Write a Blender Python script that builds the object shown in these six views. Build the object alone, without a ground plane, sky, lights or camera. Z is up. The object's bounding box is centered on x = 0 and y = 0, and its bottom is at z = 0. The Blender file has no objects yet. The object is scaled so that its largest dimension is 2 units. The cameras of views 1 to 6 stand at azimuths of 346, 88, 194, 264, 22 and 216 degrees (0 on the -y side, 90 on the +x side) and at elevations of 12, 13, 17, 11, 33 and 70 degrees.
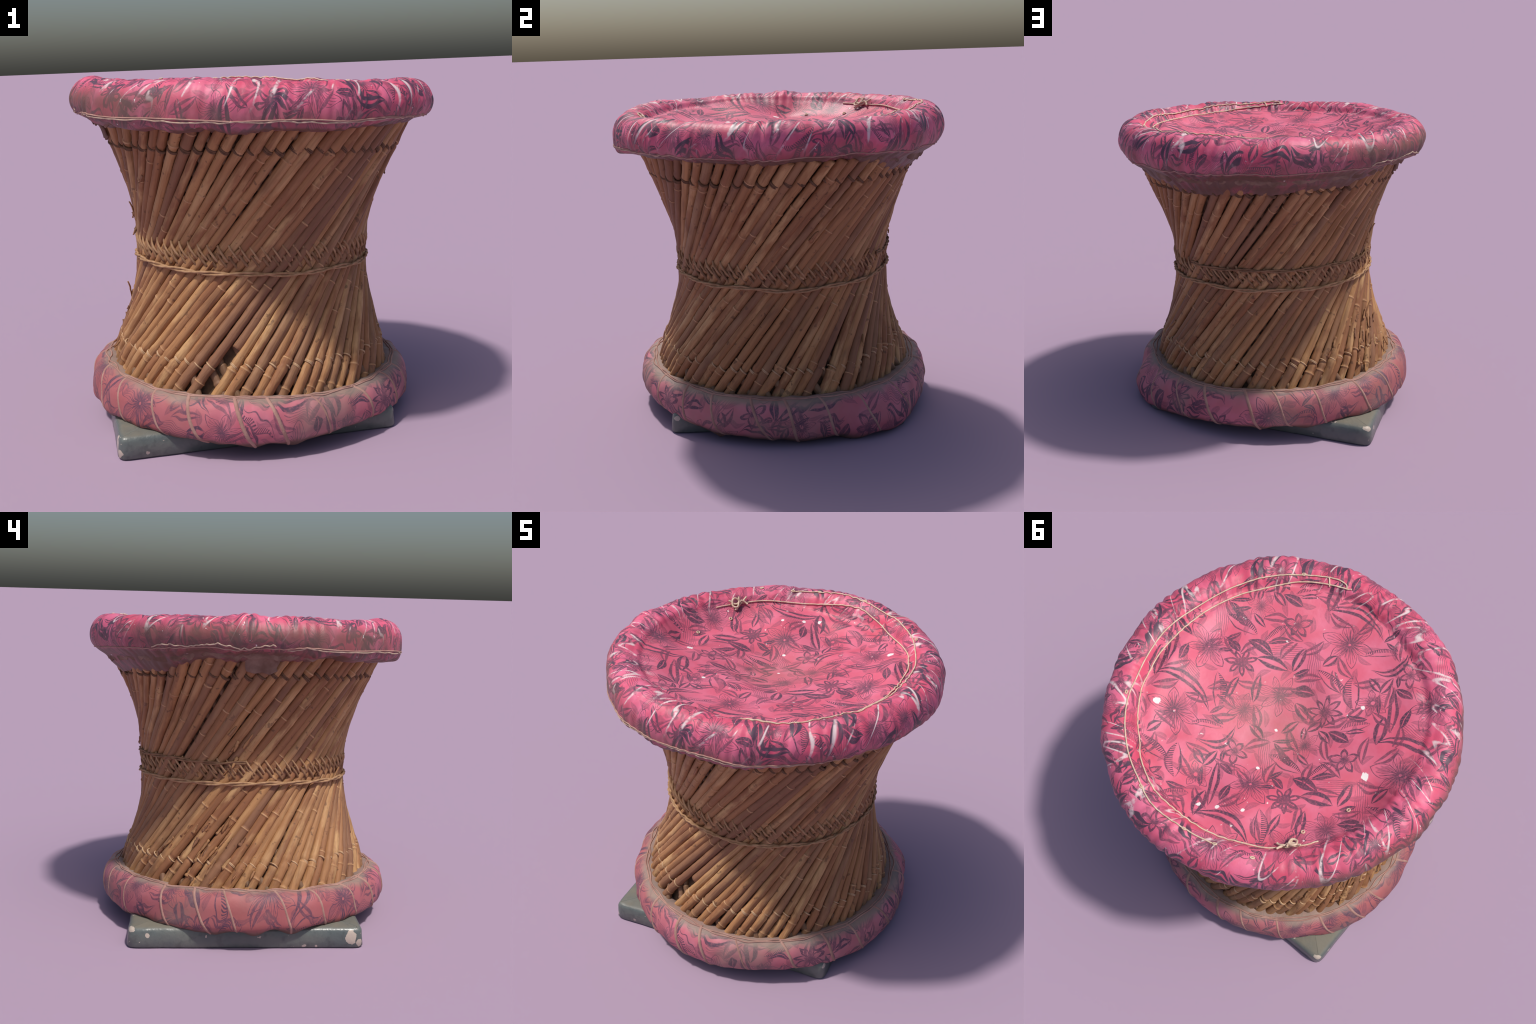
"""A worn wicker stool (hour-glass body of leaning canes, printed cloth seat and foot roll) on a stone slab."""
import bpy, math, random
import numpy as np
from mathutils import Vector, Matrix, noise

rng = np.random.default_rng(7)
random.seed(7)
PI2 = 2 * math.pi

# ------------------------------------------------------------------ sizes (stool's own upright frame, metres)
TILT = 0.049                      # the whole stool leans a little towards +x
STOOL_AT = (-0.068, 0.0, 0.0)
CANES = 72
WAIST_R, WAIST_H, LEAN = 0.627, 0.93, 0.745      # axis radius at the waist, its height, tangent of the lean
CANE_LOW, CANE_HIGH = 0.20, 1.67


def smooth(a, b, x):
    t = np.clip((x - a) / (b - a), 0, 1)
    return t * t * (3 - 2 * t)


def catmull(points, per=8):
    p = np.array(points, float)
    p = np.vstack([2 * p[0] - p[1], p, 2 * p[-1] - p[-2]])
    out = []
    for i in range(1, len(p) - 2):
        for t in np.arange(per) / per:
            a, b, c, d = p[i - 1:i + 3]
            out.append(0.5 * (2 * b + (c - a) * t + (2 * a - 5 * b + 4 * c - d) * t * t + (3 * b - a - 3 * c + d) * t ** 3))
    out.append(p[-2])
    return np.array(out)


def wobble(theta, low, high, seed, power=0.0):
    """A periodic random curve over the angle, about +-1."""
    r = np.random.default_rng(seed)
    y = np.zeros_like(theta)
    tot = 0
    for n in range(low, high + 1):
        a = r.normal() / (n ** power)
        y += a * np.sin(n * theta + r.uniform(0, PI2))
        tot += a * a
    return y / math.sqrt(tot / 2 + 1e-9) / 1.6


def body_r(h):
    return np.sqrt(WAIST_R ** 2 + (LEAN * (h - WAIST_H)) ** 2)


def lopsided(angle, h):
    """How far the cane wall stands out of (or in from) the even hour-glass at an angle and a height."""
    a = np.degrees(angle)
    near = lambda c, w: np.exp(-((((a - c) + 180) % 360 - 180) / w) ** 2)
    e = 0.035 * near(44, 44) * smooth(0.95, 1.5, h)
    e = e + 0.020 * near(112, 34) * smooth(0.7, 0.9, h) * (1 - smooth(1.15, 1.35, h)) + 0.010 * near(50, 50) * smooth(0.5, 0.8, h) * (1 - smooth(1.0, 1.3, h))
    e = e - 0.010 * near(-92, 40) * smooth(0.55, 0.8, h) * (1 - smooth(1.1, 1.4, h))
    e = e + 0.012 * near(-5, 40) * smooth(0.33, 0.45, h) * (1 - smooth(0.65, 0.85, h))
    e = e - 0.022 * (1 - smooth(0.27, 0.40, h))
    return e


# ------------------------------------------------------------------ node helpers
class Nodes:
    def __init__(self, tree):
        self.t = tree

    def new(self, kind, **props):
        n = self.t.nodes.new(kind)
        for k, v in props.items():
            setattr(n, k, v)
        return n

    def put(self, socket, value):
        if isinstance(value, bpy.types.NodeSocket):
            self.t.links.new(value, socket)
        elif value is not None:
            socket.default_value = value

    def math(self, op, a, b=None, c=None, clamp=False):
        n = self.new('ShaderNodeMath', operation=op, use_clamp=clamp)
        for s, v in zip(n.inputs, (a, b, c)):
            self.put(s, v)
        return n.outputs[0]

    def vec(self, op, a, b=None, c=None):
        n = self.new('ShaderNodeVectorMath', operation=op)
        for s, v in zip(n.inputs, (a, b, c)):
            self.put(s, v)
        return n.outputs['Value'] if op in ('DOT_PRODUCT', 'LENGTH') else n.outputs['Vector']

    def xyz(self, v):
        n = self.new('ShaderNodeSeparateXYZ')
        self.put(n.inputs[0], v)
        return n.outputs

    def join(self, x, y, z=0.0):
        n = self.new('ShaderNodeCombineXYZ')
        for s, v in zip(n.inputs, (x, y, z)):
            self.put(s, v)
        return n.outputs[0]

    def mix(self, f, a, b, mode='MIX'):
        n = self.new('ShaderNodeMix', data_type='RGBA', blend_type=mode)
        self.put(n.inputs[0], f)
        self.put(n.inputs[6], (*a, 1) if isinstance(a, tuple) else a)
        self.put(n.inputs[7], (*b, 1) if isinstance(b, tuple) else b)
        return n.outputs[2]

    def noise(self, v, scale, detail=3, rough=0.55, dist=0.0):
        n = self.new('ShaderNodeTexNoise')
        self.put(n.inputs['Vector'], v)
        for k, x in (('Scale', scale), ('Detail', detail), ('Roughness', rough), ('Distortion', dist)):
            n.inputs[k].default_value = x
        return n.outputs['Fac']

    def ramp(self, x, lo, hi, a=0.0, b=1.0):
        n = self.new('ShaderNodeMapRange', interpolation_type='SMOOTHSTEP')
        for s, v in zip(n.inputs, (x, lo, hi, a, b)):
            self.put(s, v)
        return n.outputs[0]

    def bump(self, height, strength, distance=0.01):
        n = self.new('ShaderNodeBump')
        n.inputs['Strength'].default_value = strength
        n.inputs['Distance'].default_value = distance
        self.put(n.inputs['Height'], height)
        return n.outputs[0]


def material(name):
    m = bpy.data.materials.new(name)
    m.use_nodes = True
    g = Nodes(m.node_tree)
    bsdf = m.node_tree.nodes['Principled BSDF']
    coord = g.new('ShaderNodeTexCoord').outputs['Object']
    return m, g, bsdf, coord


# ------------------------------------------------------------------ the flowered print of the cloth
# One repeat of the print: two lattice vectors, the leaves (kind, stalk end, tip, half width, bow) and the flowers.
PRINT_U, PRINT_V = np.array((-0.545, -0.897)), np.array((-0.682, 0.502))
LEAVES = (
    ('split', (0.697, 0.249), (0.357, 0.221), 0.024, 0.083), ('split', (0.294, 0.383), (0.185, 0.200), 0.019, -0.074),
    ('half', (0.242, 0.638), (0.353, 0.478), 0.037, 0.013), ('split', (0.174, 0.481), (0.165, 0.373), 0.019, 0.000),
    ('split', (0.270, 0.442), (0.179, 0.474), 0.019, 0.000), ('solid', (0.107, 0.418), (0.011, 0.426), 0.018, 0.005),
    ('solid', (0.109, 0.403), (0.141, 0.347), 0.011, 0.000), ('half', (0.226, 0.773), (0.119, 0.666), 0.024, 0.008),
    ('solid', (0.248, 0.689), (0.152, 0.648), 0.015, -0.010), ('lined', (0.696, -0.374), (0.558, -0.175), 0.031, 0.000),
    ('lined', (0.107, -0.453), (-0.031, -0.233), 0.030, 0.006), ('lined', (0.284, -0.278), (0.115, -0.391), 0.037, 0.000),
    ('lined', (0.640, 0.084), (0.493, 0.114), 0.037, 0.000), ('solid', (0.790, 0.082), (0.853, -0.011), 0.010, 0.003),
    ('split', (0.490, -0.393), (0.400, -0.370), 0.015, 0.000), ('solid', (-0.101, 0.158), (-0.198, 0.190), 0.019, 0.006),
    ('split', (0.697, 0.243), (0.746, 0.090), 0.028, 0.000),
    ('split', (0.679, 0.145), (0.804, -0.080), 0.022, -0.006), ('solid', (0.640, 0.096), (0.659, -0.015), 0.019, 0.000),
    ('split', (0.528, 0.524), (0.501, 0.432), 0.021, 0.000), ('split', (0.309, -0.189), (0.147, -0.238), 0.031, 0.015),
    ('split', (0.118, -0.259), (0.128, -0.397), 0.024, 0.000), ('solid', (0.524, -0.175), (0.489, -0.259), 0.013, 0.000),
    ('solid', (0.509, -0.184), (0.422, -0.166), 0.018, 0.007), ('solid', (0.410, -0.251), (0.266, -0.261), 0.027, 0.009),
    ('split', (0.332, -0.036), (0.306, 0.091), 0.018, -0.007), ('split', (0.244, -0.122), (0.185, 0.014), 0.021, 0.000),
    ('solid', (0.320, -0.304), (0.233, -0.390), 0.015, 0.010), ('half', (0.346, -0.300), (0.292, -0.453), 0.022, 0.000),
    ('solid', (0.097, -0.244), (0.041, -0.311), 0.015, -0.006), ('solid', (0.046, -0.163), (-0.072, -0.211), 0.027, 0.010),
    ('split', (-0.018, -0.115), (-0.118, -0.080), 0.025, 0.000), ('split', (0.112, 0.134), (0.019, 0.157), 0.022, 0.007),
    ('half', (0.605, -0.299), (0.411, -0.305), 0.030, 0.007), ('solid', (0.642, -0.375), (0.557, -0.443), 0.010, 0.000),
    ('solid', (0.627, -0.366), (0.514, -0.326), 0.015, 0.006), ('split', (0.469, -0.562), (0.378, -0.534), 0.019, 0.000),
    ('solid', (0.411, -0.581), (0.290, -0.587), 0.022, 0.006), ('split', (0.329, -0.623), (0.248, -0.683), 0.013, 0.007),
    ('half', (0.432, 0.013), (0.315, 0.173), 0.030, 0.013), 
    ('half', (0.537, 0.564), (0.330, 0.586), 0.027, 0.000),
    ('half', (0.370, 0.329), (0.223, 0.245), 0.018, 0.009), ('split', (-0.047, 0.059), (-0.089, -0.041), 0.016, 0.000),
    ('solid', (-0.076, 0.163), (-0.155, 0.094), 0.010, 0.000), ('solid', (0.328, 0.220), (0.287, 0.140), 0.010, 0.004),
    ('solid', (0.313, 0.219), (0.233, 0.226), 0.010, -0.004), ('solid', (0.518, -0.099), (0.452, -0.144), 0.010, 0.012),
    ('split', (0.545, -0.537), (0.515, -0.478), 0.016, 0.000), ('split', (0.520, -0.532), (0.486, -0.615), 0.018, 0.000),
)
FLOWERS = (
    ('spiky', (0.486, 0.334), 0.150, 6, 20), ('spiky', (0.570, -0.081), 0.146, 6, 50), ('dark', (0.370, -0.117), 0.085, 7, 0),
    ('star', (0.085, -0.101), 0.130, 7, 10), ('star', (0.193, 0.090), 0.111, 6, 40), ('outline', (-0.181, -0.165), 0.092, 8, 0),
    ('eyed', (-0.374, -0.350), 0.092, 5, 10), ('outline', (0.245, -0.488), 0.074, 5, 20), ('star', (0.486, -0.454), 0.089, 6, 15),
    ('outline', (0.088, 0.309), 0.070, 5, 60),
)
#              outline  hatch  centre  spike  fill  eye
FLOWER_KIND = {'spiky': (0.022, 0.62, 0.36, 0.26, 0.0, 0.05), 'star': (0.024, 0.60, 0.32, 0.22, 0.0, 0.0),
               'dark': (0.090, 0.0, 0.34, 0.08, 1.0, 0.0), 'outline': (0.125, 0.5, 0.34, 0.16, 0.0, 0.0),
               'eyed': (0.028, 0.62, 0.40, 0.20, 0.0, 0.12)}
LATTICE = np.linalg.inv(np.stack([PRINT_U, PRINT_V], 1))



def group(name, ins, outs):
    g = bpy.data.node_groups.new(name, 'ShaderNodeTree')
    for n, kind in ins:
        g.interface.new_socket(n, in_out='INPUT', socket_type='NodeSocket' + kind)
    for n, kind in outs:
        g.interface.new_socket(n, in_out='OUTPUT', socket_type='NodeSocket' + kind)
    n = Nodes(g)
    return g, n, n.new('NodeGroupInput').outputs, n.new('NodeGroupOutput').inputs


def leaf_group():
    g, n, i, o = group('printed_leaf', [('At', 'Vector'), ('Centre', 'Vector'), ('Along', 'Vector'), ('Across', 'Vector'),
                                        ('Width', 'Float'), ('Bow', 'Float'), ('Slit', 'Float'), ('Half', 'Float'), ('Lined', 'Float')], [('Ink', 'Float')])
    d = n.vec('WRAP', n.vec('SUBTRACT', i['At'], i['Centre']), (0.5, 0.5, 0.5), (-0.5, -0.5, -0.5))
    t = n.math('ADD', n.vec('DOT_PRODUCT', d, i['Along']), 0.5)
    s = n.vec('DOT_PRODUCT', d, i['Across'])
    p = n.math('MULTIPLY', n.math('MULTIPLY', t, n.math('SUBTRACT', 1.0, t)), 4.0)
    off = n.math('SUBTRACT', s, n.math('MULTIPLY', i['Bow'], p))
    q = n.math('DIVIDE', n.math('ABSOLUTE', off), n.math('MULTIPLY', i['Width'], n.math('MAXIMUM', p, 1e-4)))
    inside = n.math('MULTIPLY', n.ramp(q, 0.9, 1.05, 1, 0), n.math('GREATER_THAN', p, 0.0))
    body = n.ramp(n.math('SUBTRACT', q, i['Slit']), -0.08, 0.08)
    hatch = n.math('GREATER_THAN', n.math('SINE', n.math('MULTIPLY', t, 120.0)), 0.0)
    side = n.math('MULTIPLY', n.math('GREATER_THAN', off, 0.0), n.math('MULTIPLY', hatch, i['Half']))
    lines = n.math('MULTIPLY', n.math('GREATER_THAN', n.math('SINE', n.math('MULTIPLY', off, 560.0)), 0.45), i['Lined'])
    n.put(o[0], n.math('MULTIPLY', inside, n.math('MAXIMUM', body, n.math('MAXIMUM', side, n.math('MULTIPLY', lines, 0.62)))))
    return g


def flower_group():
    g, n, i, o = group('printed_flower', [('At', 'Vector'), ('Centre', 'Vector'), ('Size', 'Float'), ('Petals', 'Float'), ('Turn', 'Float'),
                                          ('Outline', 'Float'), ('Hatch', 'Float'), ('Heart', 'Float'), ('Spike', 'Float'),
                                          ('Fill', 'Float'), ('Eye', 'Float')], [('Ink', 'Float')])
    d = n.vec('WRAP', n.vec('SUBTRACT', i['At'], i['Centre']), (0.5, 0.5, 0.5), (-0.5, -0.5, -0.5))
    x = n.vec('DOT_PRODUCT', d, (PRINT_U[0], PRINT_V[0], 0))
    y = n.vec('DOT_PRODUCT', d, (PRINT_U[1], PRINT_V[1], 0))
    r = n.math('DIVIDE', n.vec('LENGTH', n.join(x, y)), i['Size'])
    a = n.math('ADD', n.math('ARCTAN2', y, x), i['Turn'])
    turn = n.math('FRACT', n.math('MULTIPLY', n.math('MULTIPLY', i['Petals'], a), 1 / PI2))
    c = n.math('SUBTRACT', 1.0, n.math('MULTIPLY', n.math('ABSOLUTE', n.math('SUBTRACT', turn, 0.5)), 2.0))
    uneven = n.math('MULTIPLY_ADD', n.math('SINE', n.math('MULTIPLY_ADD', a, 2.0, i['Turn'])), 0.08, n.math('MULTIPLY', n.math('SINE', n.math('MULTIPLY', a, 3.0)), 0.06))
    petal = n.math('MULTIPLY_ADD', n.math('POWER', c, 0.72), 0.66, n.math('ADD', uneven, 0.30))
    inside = n.math('LESS_THAN', r, petal)
    line = n.math('COMPARE', r, petal, i['Outline'])
    rays = n.math('GREATER_THAN', n.math('SINE', n.math('MULTIPLY', n.math('MULTIPLY', a, i['Petals']), 7.0)), 0.45)
    rays = n.math('MULTIPLY', n.math('MULTIPLY', rays, n.math('LESS_THAN', r, n.math('MULTIPLY', petal, 0.86))), i['Hatch'])
    edge = n.math('MULTIPLY_ADD', n.math('MULTIPLY', n.math('SINE', n.math('MULTIPLY', a, 31.0)), n.math('SINE', n.math('MULTIPLY_ADD', a, 13.0, 1.0))), i['Spike'], i['Heart'])
    heart = n.ramp(n.math('SUBTRACT', r, edge), -0.08, 0.05, 1, 0)
    slit = n.math('MULTIPLY', n.math('GREATER_THAN', c, 0.74), n.math('COMPARE', n.math('DIVIDE', r, petal), 0.66, 0.20))
    fill = n.math('MULTIPLY', n.math('MULTIPLY', inside, i['Fill']), n.math('SUBTRACT', 1.0, slit))
    ink = n.math('MAXIMUM', n.math('MAXIMUM', line, rays), n.math('MAXIMUM', heart, fill))
    n.put(o[0], n.math('MULTIPLY', ink, n.math('GREATER_THAN', r, i['Eye'])))
    return g


def strewn_group():
    """Small leaves and twigs strewn in the gaps between the drawn sprays, each turned at random."""
    g, n, i, o = group('strewn_leaves', [('Plane', 'Vector'), ('Scale', 'Float'), ('Slit', 'Float')], [('Ink', 'Float')])
    cell = n.new('ShaderNodeTexVoronoi', voronoi_dimensions='2D')
    n.put(cell.inputs['Vector'], i['Plane'])
    n.put(cell.inputs['Scale'], i['Scale'])
    cell.inputs['Randomness'].default_value = 0.75
    d = n.vec('SUBTRACT', i['Plane'], cell.outputs['Position'])
    turn = n.math('MULTIPLY', n.xyz(cell.outputs['Color'])[0], PI2)
    x, y, _ = n.xyz(d)
    co, si = n.math('COSINE', turn), n.math('SINE', turn)
    t = n.math('MULTIPLY', n.math('ADD', n.math('MULTIPLY', x, co), n.math('MULTIPLY', y, si)), i['Scale'])
    s = n.math('MULTIPLY', n.math('SUBTRACT', n.math('MULTIPLY', y, co), n.math('MULTIPLY', x, si)), i['Scale'])
    p = n.math('SUBTRACT', 1.0, n.math('MULTIPLY', n.math('MULTIPLY', t, t), 5.0))
    off = n.math('ABSOLUTE', n.math('MULTIPLY_ADD', p, 0.10, n.math('SUBTRACT', s, 0.05)))
    q = n.math('DIVIDE', off, n.math('MULTIPLY', n.math('MAXIMUM', p, 1e-4), 0.15))
    inside = n.math('MULTIPLY', n.ramp(q, 0.9, 1.05, 1, 0), n.math('GREATER_THAN', p, 0.0))
    n.put(o[0], n.math('MULTIPLY', inside, n.ramp(n.math('SUBTRACT', q, i['Slit']), -0.08, 0.08)))
    return g


def print_group():
    """Plane position in metres -> how much ink."""
    g, n, i, o = group('flower_print', [('Plane', 'Vector')], [('Ink', 'Float')])
    leaf, flower = leaf_group(), flower_group()
    warp = n.new('ShaderNodeTexNoise')
    n.put(warp.inputs['Vector'], i['Plane'])
    warp.inputs['Scale'].default_value = 10
    warp.inputs['Detail'].default_value = 1
    shift = n.vec('MULTIPLY', n.vec('SUBTRACT', warp.outputs['Color'], (0.5, 0.5, 0.5)), (0.022, 0.022, 0))
    plane = n.vec('ADD', i['Plane'], shift)
    at = n.join(n.vec('DOT_PRODUCT', plane, (*LATTICE[0], 0)), n.vec('DOT_PRODUCT', plane, (*LATTICE[1], 0)))
    total = None
    for kind, base, tip, width, bow in LEAVES:
        base, tip = np.array(base), np.array(tip)
        base, tip = base - (tip - base) * 0.06, tip + (tip - base) * 0.06
        length = np.linalg.norm(tip - base)
        along = (tip - base) / length
        left = np.array((-along[1], along[0]))
        k = n.new('ShaderNodeGroup', node_tree=leaf)
        n.put(k.inputs['At'], at)
        n.put(k.inputs['Centre'], (*(LATTICE @ (base + tip) / 2), 0))
        n.put(k.inputs['Along'], (PRINT_U @ along / length, PRINT_V @ along / length, 0))
        n.put(k.inputs['Across'], (PRINT_U @ left, PRINT_V @ left, 0))
        for s, v in (('Width', width * 1.32), ('Bow', bow), ('Slit', {'solid': 0.10, 'split': 0.34, 'half': 0.78, 'lined': 1.3}[kind]), ('Half', float(kind == 'half')), ('Lined', float(kind == 'lined'))):
            k.inputs[s].default_value = v
        total = k.outputs[0] if total is None else n.math('MAXIMUM', total, k.outputs[0])
    for kind, centre, size, petals, turn in FLOWERS:
        k = n.new('ShaderNodeGroup', node_tree=flower)
        n.put(k.inputs['At'], at)
        n.put(k.inputs['Centre'], (*(LATTICE @ np.array(centre)), 0))
        for s, v in zip(list(k.inputs)[2:], (size, petals, math.radians(turn), *FLOWER_KIND[kind])):
            s.default_value = v
        total = n.math('MAXIMUM', total, n.math('MULTIPLY', k.outputs[0], 0.92))
    strewn = strewn_group()
    for scale, slit, strength in ((5.6, 0.32, 0.8), (9.0, 0.05, 0.42)):
        k = n.new('ShaderNodeGroup', node_tree=strewn)
        n.put(k.inputs['Plane'], plane)
        k.inputs['Scale'].default_value, k.inputs['Slit'].default_value = scale, slit
        total = n.math('MAXIMUM', total, n.math('MULTIPLY', k.outputs[0], strength))
    fade = n.ramp(n.noise(i['Plane'], 9, 3), 0.28, 0.60, 0.80, 1.0)
    grain = n.ramp(n.noise(i['Plane'], 85, 2, 0.7), 0.32, 0.56, 0.66, 1.0)
    n.put(o[0], n.math('MULTIPLY', total, n.math('MULTIPLY', fade, grain)))
    return g


PRINT = print_group()
INK = (0.095, 0.048, 0.082)
DUST, GREY, CREASE = (0.30, 0.205, 0.145), (0.24, 0.20, 0.19), (0.80, 0.66, 0.66)


def cloth_material(name, tube_r, tube_h, tube_a, seat, pinks, roll=False):
    """Printed cloth wrapped over a roll; the print is unrolled along the section of the roll."""
    PINK, PINK_PALE, PINK_DEEP = pinks
    m, g, bsdf, co = material(name)
    x, y, z = g.xyz(co)
    r = g.vec('LENGTH', g.join(x, y))
    phi = g.math('ARCTAN2', g.math('SUBTRACT', r, tube_r), g.math('SUBTRACT', z, tube_h))
    phi = g.math('WRAP', phi, 4.4, 4.4 - PI2)
    out = g.math('MULTIPLY_ADD', phi, tube_a, tube_r)
    if seat:
        flat = g.math('LESS_THAN', r, 0.772)
        run = g.math('ADD', g.math('MULTIPLY', r, flat), g.math('MULTIPLY', out, g.math('SUBTRACT', 1.0, flat)))
        on_roll = g.ramp(r, 0.70, 0.86)
    else:
        run, on_roll = out, 1.0
    ring = g.vec('DIVIDE', g.join(x, y), g.join(r, r, 1.0))
    slant = g.new('ShaderNodeVectorRotate', rotation_type='Z_AXIS')
    g.put(slant.inputs['Vector'], ring)
    g.put(slant.inputs['Angle'], g.math('MULTIPLY', phi, 0.07))
    over = g.join(g.xyz(slant.outputs[0])[0], g.xyz(slant.outputs[0])[1], g.math('MULTIPLY', phi, 0.035))
    slip = g.math('MULTIPLY', g.math('SUBTRACT', g.noise(over, 14, 0), 0.5), 0.08)
    run = g.math('MULTIPLY_ADD', slip, on_roll, run)
    if not seat:
        run = g.math('MULTIPLY', run, 0.84)
    scale = g.new('ShaderNodeVectorMath', operation='SCALE')
    g.put(scale.inputs[0], ring)
    g.put(scale.inputs['Scale'], run)
    plane = scale.outputs[0]
    if not seat:
        plane = g.vec('MULTIPLY', plane, (1.0, 1.0, 0))
    k = g.new('ShaderNodeGroup', node_tree=PRINT)
    g.put(k.inputs[0], plane)
    ink = k.outputs[0]
    if roll:                                      # gathered cloth: more of the print folds over the first layer
        k2 = g.new('ShaderNodeGroup', node_tree=bpy.data.node_groups['strewn_leaves'])
        g.put(k2.inputs['Plane'], g.vec('ADD', plane, (0.31, 0.17, 0)))
        k2.inputs['Scale'].default_value, k2.inputs['Slit'].default_value = 4.6, 0.25
        shown = g.math('MULTIPLY', g.ramp(g.noise(over, 7, 1), 0.44, 0.50), g.ramp(phi, -0.7, -0.2))
        ink = g.math('MAXIMUM', ink, g.math('MULTIPLY', k2.outputs[0], shown))
    c = g.mix(g.ramp(g.noise(co, 5.5, 4), 0.35, 0.68), PINK, PINK_PALE)
    c = g.mix(g.math('MULTIPLY', g.ramp(g.noise(co, 2.6, 3), 0.48, 0.72), 0.55), c, PINK_DEEP)
    if not seat:
        c = g.mix(g.ramp(g.noise(co, 2.1, 3), 0.3, 0.7, 0.15, 0.5), c, (0.36, 0.205, 0.19))
    if not seat:                                  # rusty dirt on the -x side
        west = g.ramp(g.math('MULTIPLY_ADD', g.noise(co, 3, 4), 0.9, g.math('MULTIPLY', x, -1.0)), 0.55, 1.25)
        c = g.mix(g.math('MULTIPLY', west, 0.62), c, (0.31, 0.085, 0.070))
    c = g.mix(ink, c, INK)
    # creases rubbed white, running over the roll
    if seat:
        c = g.mix(g.math('MULTIPLY', g.ramp(g.vec('LENGTH', g.vec('SUBTRACT', co, (0.02, 0.05, 1.65))), 0.05, 0.42, 0.55, 0.0), g.noise(co, 4, 4)), c, DUST)
        line = g.math('ABSOLUTE', g.math('SUBTRACT', g.noise(over, 9.5, 0), 0.5))
        line = g.ramp(line, 0.008, 0.030, 1, 0)
        patch = g.ramp(g.noise(co, 7.5, 4, 0.7), 0.44, 0.57)
        reach = g.math('MULTIPLY', g.ramp(phi, -1.5, -0.9), g.ramp(phi, 1.1, 2.0, 1, 0.15))
        wear = g.math('MULTIPLY', g.math('MULTIPLY', line, patch), g.math('MULTIPLY', reach, on_roll))
        streak = g.ramp(g.noise(g.vec('MULTIPLY', over, (26, 26, 26)), 1.0, 4, 0.7), 0.50, 0.72)
        c = g.mix(g.math('MULTIPLY', g.math('MULTIPLY', streak, on_roll), g.ramp(g.noise(co, 3.4, 3), 0.36, 0.62, 0.06, 0.52)), c, g.mix(g.noise(co, 5, 2), (0.14, 0.075, 0.095), (0.25, 0.19, 0.195)))
        c = g.mix(g.math('MULTIPLY', wear, 0.84), c, CREASE)
        # underside of the roll painted dark brown for its shade; dirt on -x
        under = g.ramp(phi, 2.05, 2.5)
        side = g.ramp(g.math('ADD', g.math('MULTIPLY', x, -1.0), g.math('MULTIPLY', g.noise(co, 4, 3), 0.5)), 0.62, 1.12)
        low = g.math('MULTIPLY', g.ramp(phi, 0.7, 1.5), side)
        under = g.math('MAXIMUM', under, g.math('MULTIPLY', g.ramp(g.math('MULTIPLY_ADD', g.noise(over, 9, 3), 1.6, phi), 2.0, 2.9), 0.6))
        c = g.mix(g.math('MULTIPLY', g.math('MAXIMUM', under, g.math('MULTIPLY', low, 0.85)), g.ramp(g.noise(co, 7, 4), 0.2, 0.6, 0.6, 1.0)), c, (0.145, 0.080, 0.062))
        # small irregular white spots and flecks
        spots = None
        for sx, sy, size in ((0.591, 0.356, 0.020), (-0.584, 0.024, 0.021), (-0.181, 0.573, 0.012), (-0.06, 0.634, 0.012),
                             (0.031, 0.682, 0.013), (-0.069, 0.309, 0.010), (-0.017, 0.068, 0.010), (-0.339, -0.297, 0.012)):
            d = g.math('DIVIDE', g.vec('LENGTH', g.join(g.math('SUBTRACT', x, sx + 0.0), g.math('SUBTRACT', y, sy))), size)
            d = g.math('ADD', d, g.math('MULTIPLY', g.math('SUBTRACT', g.noise(co, 38, 2), 0.5), 2.0))
            d = g.ramp(d, 0.75, 1.0, 1, 0)
            spots = d if spots is None else g.math('MAXIMUM', spots, d)
        fleck = g.ramp(g.noise(co, 30, 3), 0.715, 0.745)
        spots = g.math('MAXIMUM', spots, g.math('MULTIPLY', fleck, 0.7))
        c = g.mix(spots, c, (0.86, 0.80, 0.78))
    else:
        # dust lying along the inner top edge, and blotches
        lip = g.math('ADD', g.math('SUBTRACT', g.math('MULTIPLY', z, 0.6), r), g.math('MULTIPLY', g.noise(co, 5, 4), 0.16))
        dust = g.ramp(lip, -0.655, -0.575)
        blot = g.math('MULTIPLY', g.ramp(g.noise(co, 3.3, 4), 0.50, 0.74), 0.55)
        c = g.mix(g.math('MULTIPLY', g.math('MAXIMUM', dust, blot), 0.88), c, g.mix(g.noise(co, 8, 3), (0.34, 0.245, 0.185), (0.22, 0.18, 0.165)))
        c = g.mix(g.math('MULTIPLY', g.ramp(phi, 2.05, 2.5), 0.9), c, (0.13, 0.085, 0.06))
    g.put(bsdf.inputs['Base Color'], c)
    bsdf.inputs['Roughness'].default_value = 0.50 if seat else 0.6
    bsdf.inputs['Specular IOR Level'].default_value = 0.42
    weave = g.noise(g.vec('MULTIPLY', co, (1, 1, 1)), 60, 3)
    g.put(bsdf.inputs['Normal'], g.bump(weave, 0.12, 0.01))
    return m


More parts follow.
